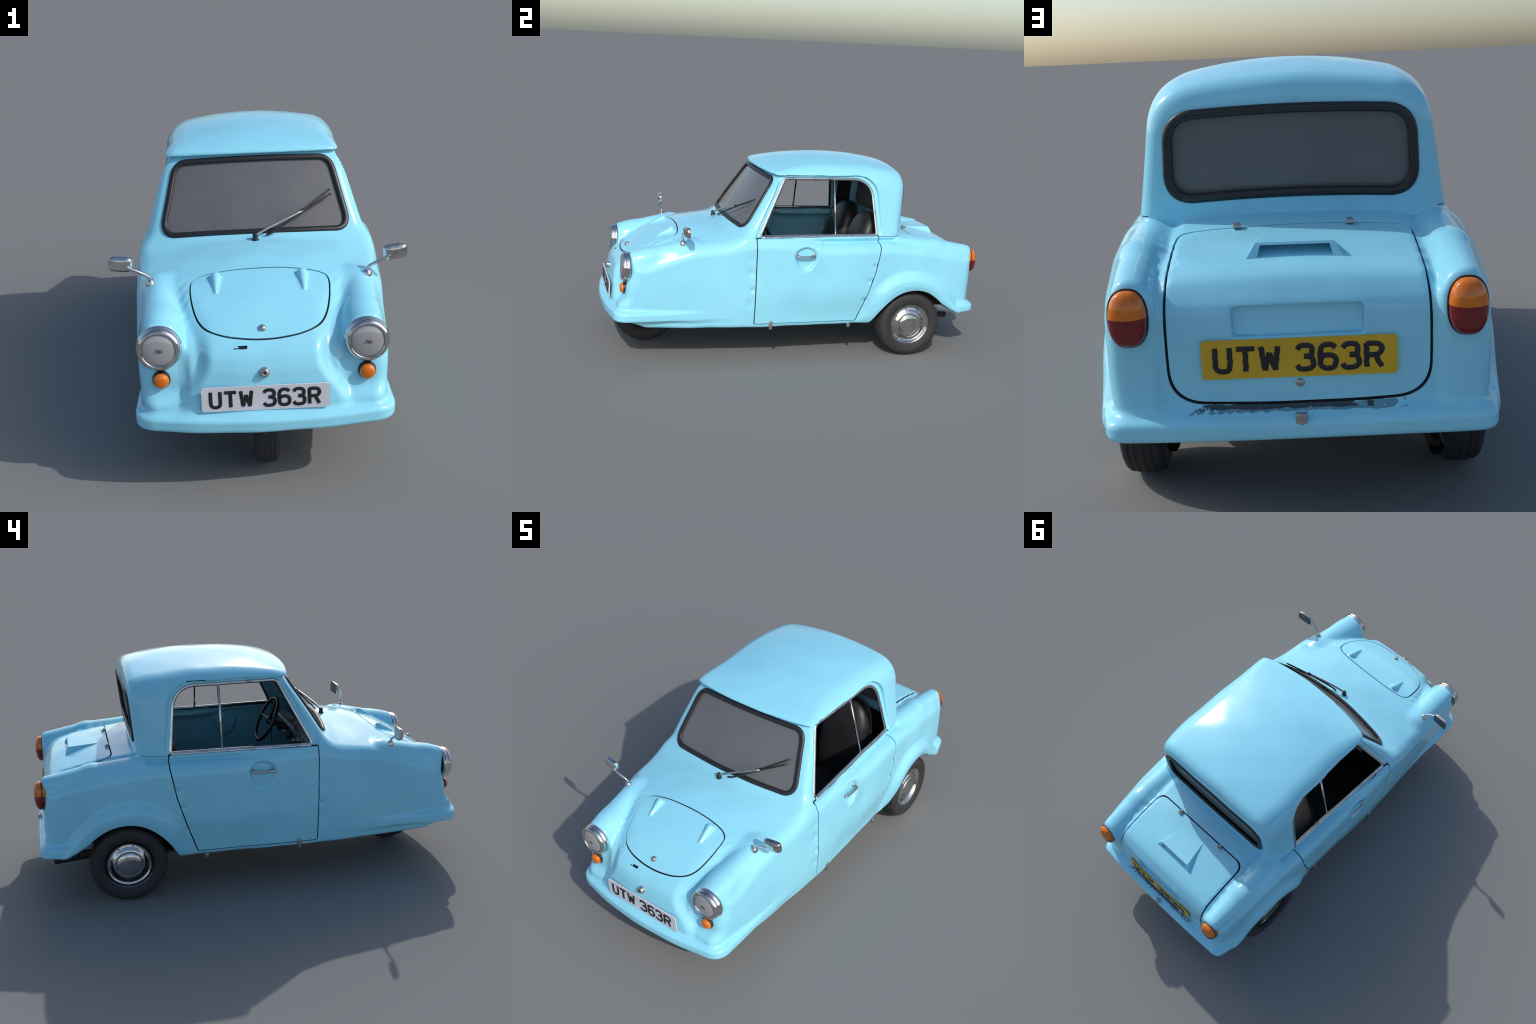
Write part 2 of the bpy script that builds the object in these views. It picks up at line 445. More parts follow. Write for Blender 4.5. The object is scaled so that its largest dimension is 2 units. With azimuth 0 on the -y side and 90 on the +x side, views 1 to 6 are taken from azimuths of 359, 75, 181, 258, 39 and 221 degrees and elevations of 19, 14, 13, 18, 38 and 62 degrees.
PAINT = (.295, .722, .892)
def paint_material():
    m, nt, b = mat('pale_blue_paint')
    co = obj_coord(nt)
    sep = nt.nodes.new('ShaderNodeSeparateXYZ'); link(nt, co, sep.inputs[0])
    X, Y, Z = sep.outputs
    n1 = noise(nt, co, 4, 4, .6); n2 = noise(nt, co, 9, 2, .5)
    base = ramp(nt, n1, [(.30, tuple(c * .94 for c in PAINT)), (.5, PAINT), (.72, (PAINT[0] * 1.06, PAINT[1] * 1.03, PAINT[2] * 1.01))])
    # a few faint dull scuffs
    sc = noise(nt, co, 23, 6, .75)
    chips = math_node(nt, 'MULTIPLY', math_node(nt, 'GREATER_THAN', sc, .80), .15)
    col = mixc(nt, chips, base, (.20, .45, .55))
    def box(cx, cy, cz, sx, sy, sz):
        d = None
        for s, c, w in ((X, cx, sx), (Y, cy, sy), (Z, cz, sz)):
            t = math_node(nt, 'DIVIDE', math_node(nt, 'ABSOLUTE', math_node(nt, 'SUBTRACT', s, c)), w)
            d = t if d is None else math_node(nt, 'MAXIMUM', d, t)
        return d
    def patch(col, b_, edge, colour, amount=1.0, scale=70):
        wob = math_node(nt, 'MULTIPLY', math_node(nt, 'SUBTRACT', noise(nt, co, scale, 3), .5), edge)
        f = math_node(nt, 'LESS_THAN', math_node(nt, 'ADD', b_, wob), .8)
        return mixc(nt, math_node(nt, 'MULTIPLY', f, amount), col, colour)
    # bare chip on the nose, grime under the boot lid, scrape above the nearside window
    col = patch(col, box(-.068, -.92, .4955, .018, .05, .0045), 1.6, (.012, .014, .016), 1, 90)
    col = patch(col, box(-.083, -.92, .493, .018, .05, .0016), .9, (.012, .014, .016), 1, 90)
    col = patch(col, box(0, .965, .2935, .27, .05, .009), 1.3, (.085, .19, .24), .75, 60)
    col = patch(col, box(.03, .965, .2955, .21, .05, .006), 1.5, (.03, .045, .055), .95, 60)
    col = patch(col, box(-.36, .27, .963, .06, .052, .0022), 1.2, (.01, .012, .015), 1, 120)
    link(nt, col, b.inputs['Base Color'])
    link(nt, ramp(nt, n2, [(.3, (.135,) * 3), (.7, (.18,) * 3)]), b.inputs['Roughness'])
    b.inputs['Specular IOR Level'].default_value = .5
    b.inputs['Coat Weight'].default_value = 0
    b.inputs['Coat Roughness'].default_value = .12
    bp = node(nt, 'ShaderNodeBump', Strength=.06, Distance=.004)
    link(nt, noise(nt, co, 11, 1), bp.inputs['Height']); link(nt, bp.outputs[0], b.inputs['Normal'])
    return m

def glass_material():
    m, nt, b = mat('clouded_window')
    co = obj_coord(nt)
    f = noise(nt, co, 5, 4, .6)
    col = ramp(nt, f, [(.3, (.128, .130, .136)), (.7, (.148, .148, .152))])
    geo = nt.nodes.new('ShaderNodeNewGeometry')
    col = mixc(nt, geo.outputs['Backfacing'], col, (.008, .009, .010))
    link(nt, col, b.inputs['Base Color'])
    b.inputs['Roughness'].default_value = .22
    b.inputs['Specular IOR Level'].default_value = .5
    return m

def lens_material():
    m, nt, b = mat('ribbed_lamp_glass')
    co = obj_coord(nt)
    w = node(nt, 'ShaderNodeTexWave', Scale=62.0, Distortion=.6, Detail=1.0); w.bands_direction = 'X'
    link(nt, co, w.inputs['Vector'])
    base = ramp(nt, w.outputs['Fac'], [(.0, (.36, .36, .37)), (1.0, (.45, .45, .46))])
    sep = nt.nodes.new('ShaderNodeSeparateXYZ'); link(nt, co, sep.inputs[0])
    mp = node(nt, 'ShaderNodeMapping'); link(nt, co, mp.inputs[0]); mp.inputs['Scale'].default_value = (1, 0, 1.6)
    ln = nt.nodes.new('ShaderNodeVectorMath'); ln.operation = 'LENGTH'; link(nt, mp.outputs[0], ln.inputs[0])
    spot = math_node(nt, 'ADD', ln.outputs['Value'], math_node(nt, 'MULTIPLY', math_node(nt, 'SUBTRACT', noise(nt, co, 160, 2), .5), .03))
    col = mixc(nt, ramp(nt, spot, [(.006, (.85,) * 3), (.016, (0,) * 3)]), base, (.05, .05, .05))
    link(nt, col, b.inputs['Base Color'])
    b.inputs['Roughness'].default_value = .12; b.inputs['Metallic'].default_value = .25
    b.inputs['Coat Weight'].default_value = .6
    return m

def chrome_material():
    m, nt, b = mat('worn_chrome')
    co = obj_coord(nt)
    f = noise(nt, co, 16, 3, .55)
    link(nt, ramp(nt, f, [(.30, (.40, .36, .31)), (.46, (.66, .64, .62)), (.75, (.74, .74, .74))]), b.inputs['Base Color'])
    b.inputs['Metallic'].default_value = 1
    link(nt, ramp(nt, noise(nt, co, 30, 3), [(.3, (.05,) * 3), (.75, (.15,) * 3)]), b.inputs['Roughness'])
    return m

def plastic_lens(name, col, rough=.18):
    m, nt, b = mat(name)
    co = obj_coord(nt)
    w = noise(nt, co, 70, 3)
    link(nt, ramp(nt, w, [(.3, tuple(c * .8 for c in col)), (.7, col)]), b.inputs['Base Color'])
    b.inputs['Roughness'].default_value = rough
    b.inputs['Coat Weight'].default_value = .4
    b.inputs['Subsurface Weight'].default_value = .0
    return m

M = {}
M['paint'] = paint_material()
M['glass'] = glass_material()
M['lens'] = lens_material()
M['chrome'] = chrome_material()
M['amber'] = plastic_lens('amber_plastic', (.78, .185, .006), .12)
M['red'] = plastic_lens('red_plastic', (.20, .003, .005), .10)
M['rubber'] = simple('black_rubber', (.016, .016, .018), .42, var=.25, scale=60, bump=.15)
M['tyre'] = simple('tyre_rubber', (.028, .028, .029), .72, var=.2, scale=40, bump=.25)
M['black'] = simple('black_trim', (.010, .010, .011), .5, var=.2, scale=25)
M['gap'] = simple('painted_gap_shadow', (.004, .005, .006), .8, var=.2, scale=25)  # near-black, so the sunken strip paints the darkness inside panel gaps
M['under'] = simple('underbody_black', (.018, .018, .019), .8, var=.3, scale=12, bump=.2)
M['vinyl'] = simple('black_vinyl', (.022, .022, .025), .45, var=.2, scale=20, bump=.1)
M['seam'] = simple('brown_seat_piping', (.045, .036, .030), .5, var=.2, scale=20)
M['steel'] = simple('dull_steel', (.42, .41, .40), .35, metal=.85, var=.2, scale=40)
M['pipe'] = simple('sooty_steel', (.045, .043, .042), .55, metal=.6, var=.3, scale=50)
M['white'] = simple('white_plate', (.66, .66, .71), .35, var=.05, scale=14)
M['yellow'] = simple('yellow_plate', (.66, .40, .018), .45, var=.10, scale=9)
M['ink'] = simple('plate_black', (.010, .010, .012), .5, var=.1, scale=20)
M['mirror'] = simple('dull_mirror_glass', (.10, .11, .12), .08, metal=.3, var=.1, scale=20)
M['dash'] = simple('grey_instrument_panel', (.30, .30, .30), .45, var=.75, scale=34)  # grey lightened to make up for the dim cabin light

# ------------------------------------------------------------------ object helpers
COL = bpy.context.scene.collection
CAR = bpy.data.objects.new('three_wheeled_microcar', None); COL.objects.link(CAR)
CAR['label'] = 'pale blue three-wheeled microcar with chrome lamps and roof'
CAR['category'] = 'car'

def add(name, me, material=None, parent=None):
    ob = bpy.data.objects.new(name, me); COL.objects.link(ob)
    ob.parent = parent if parent is not None else CAR
    if material is not None and not me.materials: me.materials.append(M[material])
    return ob

def mesh_from(name, V, F, smooth=True, angle=None):
    me = bpy.data.meshes.new(name)
    me.from_pydata([tuple(map(float, v)) for v in V], [], [tuple(map(int, f)) for f in F])
    me.update()
    if smooth:
        me.polygons.foreach_set('use_smooth', np.ones(len(me.polygons), bool))
        if angle: me.set_sharp_from_angle(angle=math.radians(angle))
    return me

def mesh_tris(name, V, T, loop_normals):
    me = bpy.data.meshes.new(name)
    me.vertices.add(len(V)); me.vertices.foreach_set('co', V.astype(np.float32).ravel())
    me.loops.add(len(T) * 3); me.loops.foreach_set('vertex_index', T.astype(np.int32).ravel())
    me.polygons.add(len(T)); me.polygons.foreach_set('loop_start', np.arange(0, len(T) * 3, 3, dtype=np.int32))
    me.update(calc_edges=True)
    me.polygons.foreach_set('use_smooth', np.ones(len(T), bool))
    me.normals_split_custom_set(loop_normals.reshape(-1, 3).tolist())
    return me

def panel(name, V, T, Nv, thick, material, parent=None):
    """skin with real thickness; outer shading follows the smooth body normals"""
    used, inv = np.unique(T, return_inverse=True)
    T = inv.reshape(T.shape); P = V[used]; Nn = Nv[used]; n = len(P)
    E = np.concatenate([T[:, [0, 1]], T[:, [1, 2]], T[:, [2, 0]]])
    key = np.sort(E, 1); U, idx, cnt = np.unique(key, axis=0, return_index=True, return_counts=True)
    B = E[idx[cnt == 1]]
    P2 = np.concatenate([P, P - Nn * thick, P, P - Nn * thick])
    Ti = T[:, ::-1] + n
    a, b = B[:, 0] + 2 * n, B[:, 1] + 2 * n
    R = np.concatenate([np.stack([a, a + n, b], 1), np.stack([b, a + n, b + n], 1)])
    fn = np.cross(P2[R[:, 1]] - P2[R[:, 0]], P2[R[:, 2]] - P2[R[:, 0]])
    fn /= np.maximum(np.linalg.norm(fn, axis=1, keepdims=True), 1e-12)
    allT = np.concatenate([T, Ti, R])
    ln = np.concatenate([Nn[T], -Nn[Ti - n], np.repeat(fn[:, None], 3, 1)])
    me = mesh_tris(name, P2, allT, ln)
    return add(name, me, material, parent)

def merge(parts):
    V, F, o = [], [], 0
    for v, f in parts:
        V += list(map(tuple, v)); F += [tuple(i + o for i in q) for q in f]; o += len(v)
    return V, F

def tube(pts, r, n=10, closed=False, flat=1.0, up=None, caps=True):
    """sweep a circle (or ellipse) along a path; r may vary"""
    P = np.array(pts, float); m = len(P)
    r = np.full(m, r) if np.isscalar(r) else np.array(r, float)
    if closed: Tn = np.roll(P, -1, 0) - np.roll(P, 1, 0)
    else: Tn = np.gradient(P, axis=0)
    Tn /= np.linalg.norm(Tn, axis=1, keepdims=True)
    V, F = [], []
    ref = np.array([0, 0, 1.0]) if abs(Tn[0][2]) < .9 else np.array([1.0, 0, 0])
    nrm = np.cross(Tn[0], ref); nrm /= np.linalg.norm(nrm)
    for i in range(m):
        if up is not None: nrm = np.array(up[i], float)
        nrm = nrm - (nrm @ Tn[i]) * Tn[i]; nrm /= np.linalg.norm(nrm)
        bn = np.cross(Tn[i], nrm)
        for k in range(n):
            a = 2 * math.pi * k / n
            V.append(P[i] + r[i] * (math.cos(a) * nrm * flat + math.sin(a) * bn))
    L = m if closed else m - 1
    for i in range(L):
        j = (i + 1) % m
        for k in range(n):
            k2 = (k + 1) % n
            F.append((i * n + k, i * n + k2, j * n + k2, j * n + k))
    if caps and not closed:
        F.append(tuple(range(n))[::-1]); F.append(tuple((m - 1) * n + k for k in range(n)))
    return V, F

def lathe(profile, n=48, axis='y'):
    """profile of (radius, height) revolved; height runs along the axis"""
    V, F = [], []
    m = len(profile)
    for r, h in profile:
        for k in range(n):
            a = 2 * math.pi * k / n
            c, s = r * math.cos(a), r * math.sin(a)
            V.append({'y': (c, h, s), 'x': (h, c, s), 'z': (c, s, h)}[axis])
    for i in range(m - 1):
        for k in range(n):
            k2 = (k + 1) % n
            F.append((i * n + k, i * n + k2, (i + 1) * n + k2, (i + 1) * n + k))
    return V, F

def spline(pts, n=12):
    P = [np.array(p, float) for p in pts]
    Q = [2 * P[0] - P[1]] + P + [2 * P[-1] - P[-2]]
    out = []
    for i in range(1, len(Q) - 2):
        for t in np.linspace(0, 1, n, endpoint=False):
            a, b, c, d = Q[i - 1], Q[i], Q[i + 1], Q[i + 2]
            out.append(.5 * ((2 * b) + (c - a) * t + (2 * a - 5 * b + 4 * c - d) * t * t + (3 * b - a - 3 * c + d) * t ** 3))
    out.append(Q[-2]); return np.array(out)

def box(c, s, rot=None, bevel=.0):
    """bevelled box mesh data"""
    import bmesh
    bm = bmesh.new(); bmesh.ops.create_cube(bm, size=1)
    for v in bm.verts: v.co = Vector((v.co.x * s[0], v.co.y * s[1], v.co.z * s[2]))
    if bevel: bmesh.ops.bevel(bm, geom=bm.edges[:], offset=bevel, segments=3, affect='EDGES', profile=.6)
    mt = Matrix.Translation(c) @ (rot if rot is not None else Matrix.Identity(4))
    bm.transform(mt)
    bm.verts.index_update()
    V = [tuple(v.co) for v in bm.verts]; F = [tuple(v.index for v in f.verts) for f in bm.faces]
    bm.free(); return V, F

def march(p, d, t0, t1, n=160):
    """first point where a ray enters the body"""
    p = np.array(p, float); d = np.array(d, float); d /= np.linalg.norm(d)
    t = np.linspace(t0, t1, n); Q = p + t[:, None] * d
    f = body_sdf(Q[:, 0], Q[:, 1], Q[:, 2])
    k = np.argmax(f < 0)
    a, b = t[max(k - 1, 0)], t[k]
    for _ in range(18):
        c = .5 * (a + b); q = p + c * d
        if body_sdf(q[:1], q[1:2], q[2:3])[0] < 0: b = c
        else: a = c
    return p + .5 * (a + b) * d

def normal_at(q):
    g = grad(body_sdf, np.array([q]))[0]
    return g / np.linalg.norm(g)

# ------------------------------------------------------------------ coachwork
V, T = mesh_implicit(body_sdf, (-.552, -1.032, .14), (.552, 1.032, 1.08), .006)
tag = np.zeros(len(T), int)
G = .0026
NAMES = {}
def label(name, phi_fn, lo=None, only=(0,)):
    """cut along the outline and tag the inside (and, with lo, a gap strip round it)"""
    global V, T, tag
    k = len(NAMES) + 1; NAMES[k] = name
    if lo is not None:
        V, T, tag, pos = cut(V, T, tag, phi_fn(V) - lo)
        kg = next((i for i, n_ in NAMES.items() if n_ == 'gap'), None)
        tag = np.where(~pos & np.isin(tag, only), kg, tag)
        V, T, tag, pos = cut(V, T, tag, phi_fn(V) + lo)
        tag = np.where(~pos & (tag == kg), k, tag) if True else tag
    else:
        V, T, tag, pos = cut(V, T, tag, phi_fn(V))
        tag = np.where(~pos & np.isin(tag, only), k, tag)
    return k
NAMES[1] = 'gap'
K = {}
K['side_window'] = label('side_window', sidewin_phi)
K['windscreen'] = label('windscreen', screen_phi)
K['rear_window'] = label('rear_window', rearwin_phi)
K['wheel_well'] = label('wheel_well', well_phi)
K['floor_pan'] = label('floor_pan', belly_phi)
K['door'] = label('door', door_phi, G)
K['bonnet'] = label('bonnet', bonnet_phi, G * 1.1)
K['boot'] = label('boot', boot_phi, G * 1.25)
K['roof'] = label('roof', roof_phi)
# thin black line drawn for the shadow beneath the roof's overhanging edge
V, T, tag, pos = cut(V, T, tag, np.maximum(np.maximum(np.abs(roof_phi(V)) - .0013, .415 - V[:, 1]), np.maximum(V[:, 1] - .535, .365 - np.abs(V[:, 0]))))
tag = np.where(~pos & np.isin(tag, (0, K['roof'])), 1, tag)
K['fbump'] = label('fbump', fbump_phi)
K['rbump'] = label('rbump', rbump_phi)
NV = grad(body_sdf, V); NV /= np.maximum(np.linalg.norm(NV, axis=1, keepdims=True), 1e-9)

panel('body', V, T[tag == 0], NV, .007, 'paint')
panel('roof', V, T[tag == K['roof']], NV, .007, 'paint')
panel('bonnet', V, T[tag == K['bonnet']], NV, .007, 'paint')
panel('boot_lid', V, T[tag == K['boot']], NV, .007, 'paint')
panel('front_bumper', V, T[tag == K['fbump']], NV, .007, 'paint')
panel('rear_bumper', V, T[tag == K['rbump']], NV, .007, 'paint')
cx = V[T].mean(1)[:, 0]
doors = {}
for s in (1, -1):
    doors[s] = panel('door', V, T[(tag == K['door']) & (cx * s > 0)], NV, .012, 'paint')
    panel('wheel_arch_liner', V, T[(tag == K['wheel_well']) & (cx * s > 0)], NV, .005, 'under')
panel('floor_pan', V, T[tag == K['floor_pan']], NV, .006, 'under')
panel('gap_shadow_strip', V - NV * .0045, T[tag == 1], NV, .003, 'gap')
for nm in ('windscreen', 'rear_window'):
    panel(nm, V - NV * (.005 if nm == 'windscreen' else .013), T[tag == K[nm]], NV, .004, 'glass')

# ------------------------------------------------------------------ seals and window frames
def on_screen(u, w, sgn):
    return march((u, sgn * 1.3, w), (0, -sgn, 0), .3, 1.5)
for poly, nm, sgn in ((SCREEN, 'windscreen_seal', -1), (REARWIN, 'rear_window_seal', 1)):
    P = dense(poly, .012)
    pts = np.array([on_screen(a, b, sgn) for a, b in P])
    nr = np.array([normal_at(q) for q in pts])
    nr = (nr + np.roll(nr, 1, 0) + np.roll(nr, -1, 0))
    nr /= np.linalg.norm(nr, axis=1, keepdims=True)
    # push slightly inwards from the opening edge so the rubber overlaps the glass
    v, f = tube(pts + nr * .001, .0115 if sgn < 0 else .0125, 10, True, flat=.62, up=nr)
    add(nm, mesh_from(nm, v, f), 'rubber')

for s in (1, -1):
    P = dense(SIDEWIN, .012)
    pts = np.array([march((s * .7, a, b), (-s, 0, 0), .1, .6) for a, b in P])
    # frame lies in the ruled plane of the glasshouse side
    nr = np.array([normal_at(q) for q in pts]); nr[:] = np.array([s * .965, 0, .25])
    v, f = tube(pts - nr * .004, .0085, 8, True, flat=.8, up=nr)
    fr = add('window_frame', mesh_from('window_frame', v, f), 'chrome', doors[s])
    a = march((s * .7, .173, .664), (-s, 0, 0), .1, .6); b = np.array([s * .333, .173, .940])
    b = march((s * .7, .172, .938), (-s, 0, 0), .1, .6)
    v, f = tube([a - nr[0] * .006, (a + b) / 2 - nr[0] * .004, b - nr[0] * .006], .0058, 8)
    add('window_post', mesh_from('window_post', v, f), 'chrome', doors[s])
    # waist strip along the foot of the window
    ys = np.linspace(-.228, .398, 30)
    st = np.array([march((s * .7, q, .655), (-s, 0, 0), .1, .6) for q in ys])
    v, f = tube(st + np.array([0, 0, .002]), .0062, 8, flat=.7, up=[(s * .8, 0, .6)] * len(st))
    add('waist_strip', mesh_from('waist_strip', v, f), 'chrome', doors[s])

# ------------------------------------------------------------------ wheels
def wheel(name, centre, halfw, sides, R=.174):
    w = bpy.data.objects.new(name, None); COL.objects.link(w); w.parent = CAR; w.location = centre
    k_ = R / .178
    prof = []
    hw = halfw
    for r, h in ((.104, .60), (.112, .80), (.125, .94), (.142, 1.0), (.157, .97), (.167, .87), (.1712, .77)):
        prof.append((r * k_, h * hw))
    tread = []
    g = .0020
    for c in (.52, .20, -.20, -.52):
        for e, dr in ((.085, 0), (.06, g), (-.06, g), (-.085, 0)):
            tread.append((c + e, dr))
    prof.append((R - .0042, .66 * hw))
    for h, dr in tread: prof.append((R - .0035 * (h / .6) ** 2 - dr, h * hw))
    prof.append((R - .0042, -.66 * hw))
    for r, h in reversed(((.104, .60), (.112, .80), (.125, .94), (.142, 1.0), (.157, .97), (.167, .87), (.1712, .77))):
        prof.append((r * k_, -h * hw))
    v, f = lathe(prof, 72, 'x')
    add('tyre', mesh_from('tyre', v, f, angle=50), 'tyre', w)
    for s in sides:
        rim = [(.116, .58), (.1175, .74), (.114, .82), (.108, .80), (.103, .66), (.099, .58), (.096, .50), (.090, .50), (.084, .52),
               (.079, .56), (.072, .66), (.066, .74), (.0605, .76), (.0595, .72), (.0575, .72), (.0565, .77), (.050, .85), (.035, .92), (.018, .955), (.004, .965), (.0001, .965)]
        v, f = lathe([(r, s * h * hw * .96) for r, h in rim], 64, 'x')
        add('hubcap', mesh_from('hubcap', v, f, angle=60), 'chrome', w)
        # ventilation slots round the disc
        for k in range(8):
            a = 2 * math.pi * (k + .3) / 8
            vb, fb = lathe([(.0001, .004), (.0026, .0035), (.0036, .001), (.0036, -.003)], 12, 'x')
            vb = [(s * q[0] + s * .51 * hw * .96 + s * .001, q[1] + .0835 * math.cos(a), q[2] * 1.0 + .0835 * math.sin(a)) for q in vb]
            add('rim_slot', mesh_from('rim_slot', vb, fb), 'black', w)
    v, f = lathe([(.100, -.9 * hw), (.100, .5 * hw)], 40, 'x')
    add('wheel_drum', mesh_from('wheel_drum', v, f), 'under', w)
    return w
wheel('rear_wheel', (.397, .610, .174), .053, (1,))
wheel('rear_wheel', (-.397, .610, .174), .053, (-1,))
wheel('front_wheel', (0, -.756, .174), .044, (), .174)
v, f = tube([(-.40, .61, .178), (.40, .61, .178)], .018, 12)
add('rear_axle', mesh_from('rear_axle', v, f), 'under')
v, f = merge([tube([(.058, -.768, .178), (.058, -.70, .24), (.058, -.60, .30)], .014, 8), tube([(-.058, -.768, .178), (-.058, -.70, .24), (-.058, -.60, .30)], .014, 8)])
add('front_fork', mesh_from('front_fork', v, f), 'under')

# ------------------------------------------------------------------ lamps
for s in (1, -1):
    hl = bpy.data.objects.new('headlight', None); COL.objects.link(hl); hl.parent = CAR; hl.location = (s * .338, -.884, .498)
    hl.rotation_euler = (math.radians(-3), 0, 0)
    v, f = lathe([(.060, .006), (.0735, .006), (.0755, -.002), (.0745, -.010), (.0715, -.013), (.0705, -.016), (.0720, -.020), (.0700, -.028), (.0640, -.034), (.0580, -.036), (.0545, -.032), (.0535, -.024)], 56)
    add('lamp_rim', mesh_from('lamp_rim', v, f), 'chrome', hl)
    v, f = lathe([(.0550 * math.cos(t), -.028 - .012 * math.sin(t)) for t in np.linspace(0, math.pi / 2 - .001, 12)], 48)
    add('lamp_lens', mesh_from('lamp_lens', v, f), 'lens', hl)
    il = bpy.data.objects.new('indicator_light', None); COL.objects.link(il); il.parent = CAR; il.location = (s * .337, -.893, .390)
    v, f = lathe([(.0001, .010), (.030, .010), (.0305, -.004), (.0285, -.016), (.0255, -.018), (.0001, -.018)], 32)
    add('lamp_base', mesh_from('lamp_base', v, f, angle=40), 'rubber', il)
    v, f = lathe([(.0262, -.014)] + [(.0262 * math.cos(t) ** .6, -.018 - .016 * math.sin(t)) for t in np.linspace(0, math.pi / 2 - .001, 10)], 32)
    add('lamp_lens', mesh_from('lamp_lens', v, f), 'amber', il)
    # tail light: upright stadium dome, amber over red
    tl = bpy.data.objects.new('tail_light', None); COL.objects.link(tl); tl.parent = CAR; tl.location = (s * .364, .955, .507)
    def stadium(a):
        """outline point of a 0.084 x 0.126 stadium-like superellipse"""
        c, q = math.cos(a), math.sin(a)
        return (.0415 * np.sign(c) * abs(c) ** .80, .063 * np.sign(q) * abs(q) ** .86)
    def lens_half(lo, hi, name, m):
        V_, F_ = [], []
        na, nr_ = 48, 9
        zc = .004
        for j in range(nr_ + 1):
            t = j / nr_
            rr = math.cos(t * math.pi / 2); dd = math.sin(t * math.pi / 2) ** .75
            for i in range(na + 1):
                a = lo + (hi - lo) * i / na
                u, w = stadium(a)
                V_.append((u * rr, .010 + .030 * dd, zc + (w - zc) * rr))
        for j in range(nr_):
            for i in range(na):
                F_.append((j * (na + 1) + i, (j + 1) * (na + 1) + i, (j + 1) * (na + 1) + i + 1, j * (na + 1) + i + 1))
        # skirt down to the body
        o = len(V_)
        for i in range(na + 1):
            a = lo + (hi - lo) * i / na
            u, w = stadium(a); V_.append((u, -.014, w))
        for i in range(na): F_.append((i, i + 1, o + i + 1, o + i))
        add(name, mesh_from(name, V_, F_), m, tl)
    a0 = math.asin(.06)
    lens_half(a0, math.pi - a0, 'amber_lens', 'amber')
    lens_half(math.pi - a0, 2 * math.pi + a0, 'red_lens', 'red')
    ring = np.array([(*stadium(a)[:1], .0, stadium(a)[1]) for a in np.linspace(0, 2 * math.pi, 64, endpoint=False)]) * np.array([1.03, 1, 1.02])
    v, f = tube(ring + np.array([0, .004, 0]), .0024, 8, True)
    add('lamp_gasket', mesh_from('lamp_gasket', v, f), 'rubber', tl)

# ------------------------------------------------------------------ mirrors
for s in (1, -1):
    mr = bpy.data.objects.new('wing_mirror', None); COL.objects.link(mr); mr.parent = CAR; mr.location = (s * .378, -.619, .622)
    v, f = lathe([(.0001, .016), (.008, .015), (.012, .010), (.0155, .003), (.016, -.006)], 20, 'z')
    add('mirror_foot', mesh_from('mirror_foot', v, f), 'chrome', mr)
    arm = spline([(0, 0, .008), (s * .006, -.003, .026), (s * .035, -.011, .046), (s * .066, -.014, .062), (s * .078, -.013, .068)], 8)
    v, f = tube(arm, np.linspace(.0062, .0050, len(arm)), 10)
    add('mirror_arm', mesh_from('mirror_arm', v, f), 'chrome', mr)
    # shell: rounded rectangle, domed towards the front
    N_ = 40; V_, F_ = [], []
    def rr(a, w, h):
        c, q = math.cos(a), math.sin(a)
        return w * np.sign(c) * abs(c) ** .45, h * np.sign(q) * abs(q) ** .45
    rings = [(1.0, .006), (1.0, .0), (.97, -.006), (.86, -.012), (.6, -.0155), (.25, -.0165), (.001, -.0168)]
    for k, d in rings:
        for i in range(N_):
            u, w = rr(2 * math.pi * i / N_, .042 * k, .0275 * k); V_.append((u, d, w))
    for j in range(len(rings) - 1):
        for i in range(N_): F_.append((j * N_ + i, j * N_ + (i + 1) % N_, (j + 1) * N_ + (i + 1) % N_, (j + 1) * N_ + i))
    R = Matrix.Translation((s * .099, .003, .075)) @ Matrix.Rotation(s * math.radians(6), 4, 'Z') @ Matrix.Rotation(math.radians(-s * 4), 4, 'Y')
    V2 = [tuple(R @ Vector(q)) for q in V_]
    add('mirror_shell', mesh_from('mirror_shell', V2, F_), 'chrome', mr)
    V3 = [tuple(R @ Vector((*rr(2 * math.pi * i / N_, .040, .0255)[:1], .0050, rr(2 * math.pi * i / N_, .040, .0255)[1]))) for i in range(N_)]
    V3 += [tuple(R @ Vector((q[0] * 0 + rr(2 * math.pi * i / N_, .040, .0255)[0], .0015, rr(2 * math.pi * i / N_, .040, .0255)[1]))) for i, q in enumerate(V3)]
    F3 = [tuple(range(N_))[::-1]] + [(i, (i + 1) % N_, N_ + (i + 1) % N_, N_ + i) for i in range(N_)]
    add('mirror_glass', mesh_from('mirror_glass', V3, F3, angle=30), 'mirror', mr)

# ------------------------------------------------------------------ wiper
wp = bpy.data.objects.new('windscreen_wiper', None); COL.objects.link(wp); wp.parent = CAR; wp.location = (-.004, -.395, .686)
O = np.array([-.004, -.395, .686])
v, f = lathe([(.0001, .030), (.008, .029), (.010, .022), (.009, .012), (.013, .006), (.015, -.006)], 16, 'z')
add('wiper_pivot', mesh_from('wiper_pivot', v, f), 'rubber', wp)
v, f = tube(spline([(0, 0, .022), (.06, .022, .046), (.183, .075, .086)], 6), .0048, 8)
add('wiper_arm', mesh_from('wiper_arm', v, f), 'steel', wp)
v, f = merge([tube(spline([(.04, .018, .016), (.075, .026, .028), (.183, .078, .083), (.294, .134, .131)], 6), .0042, 8),
              tube(spline([(.165, .066, .078), (.21, .10, .100), (.292, .158, .142)], 6), .0036, 8),
              box((.183, .078, .086), (.022, .012, .012), Matrix.Rotation(-.4, 4, 'Y') @ Matrix.Rotation(.4, 4, 'Z'), .002)])
add('wiper_blade', mesh_from('wiper_blade', v, f), 'rubber', wp)

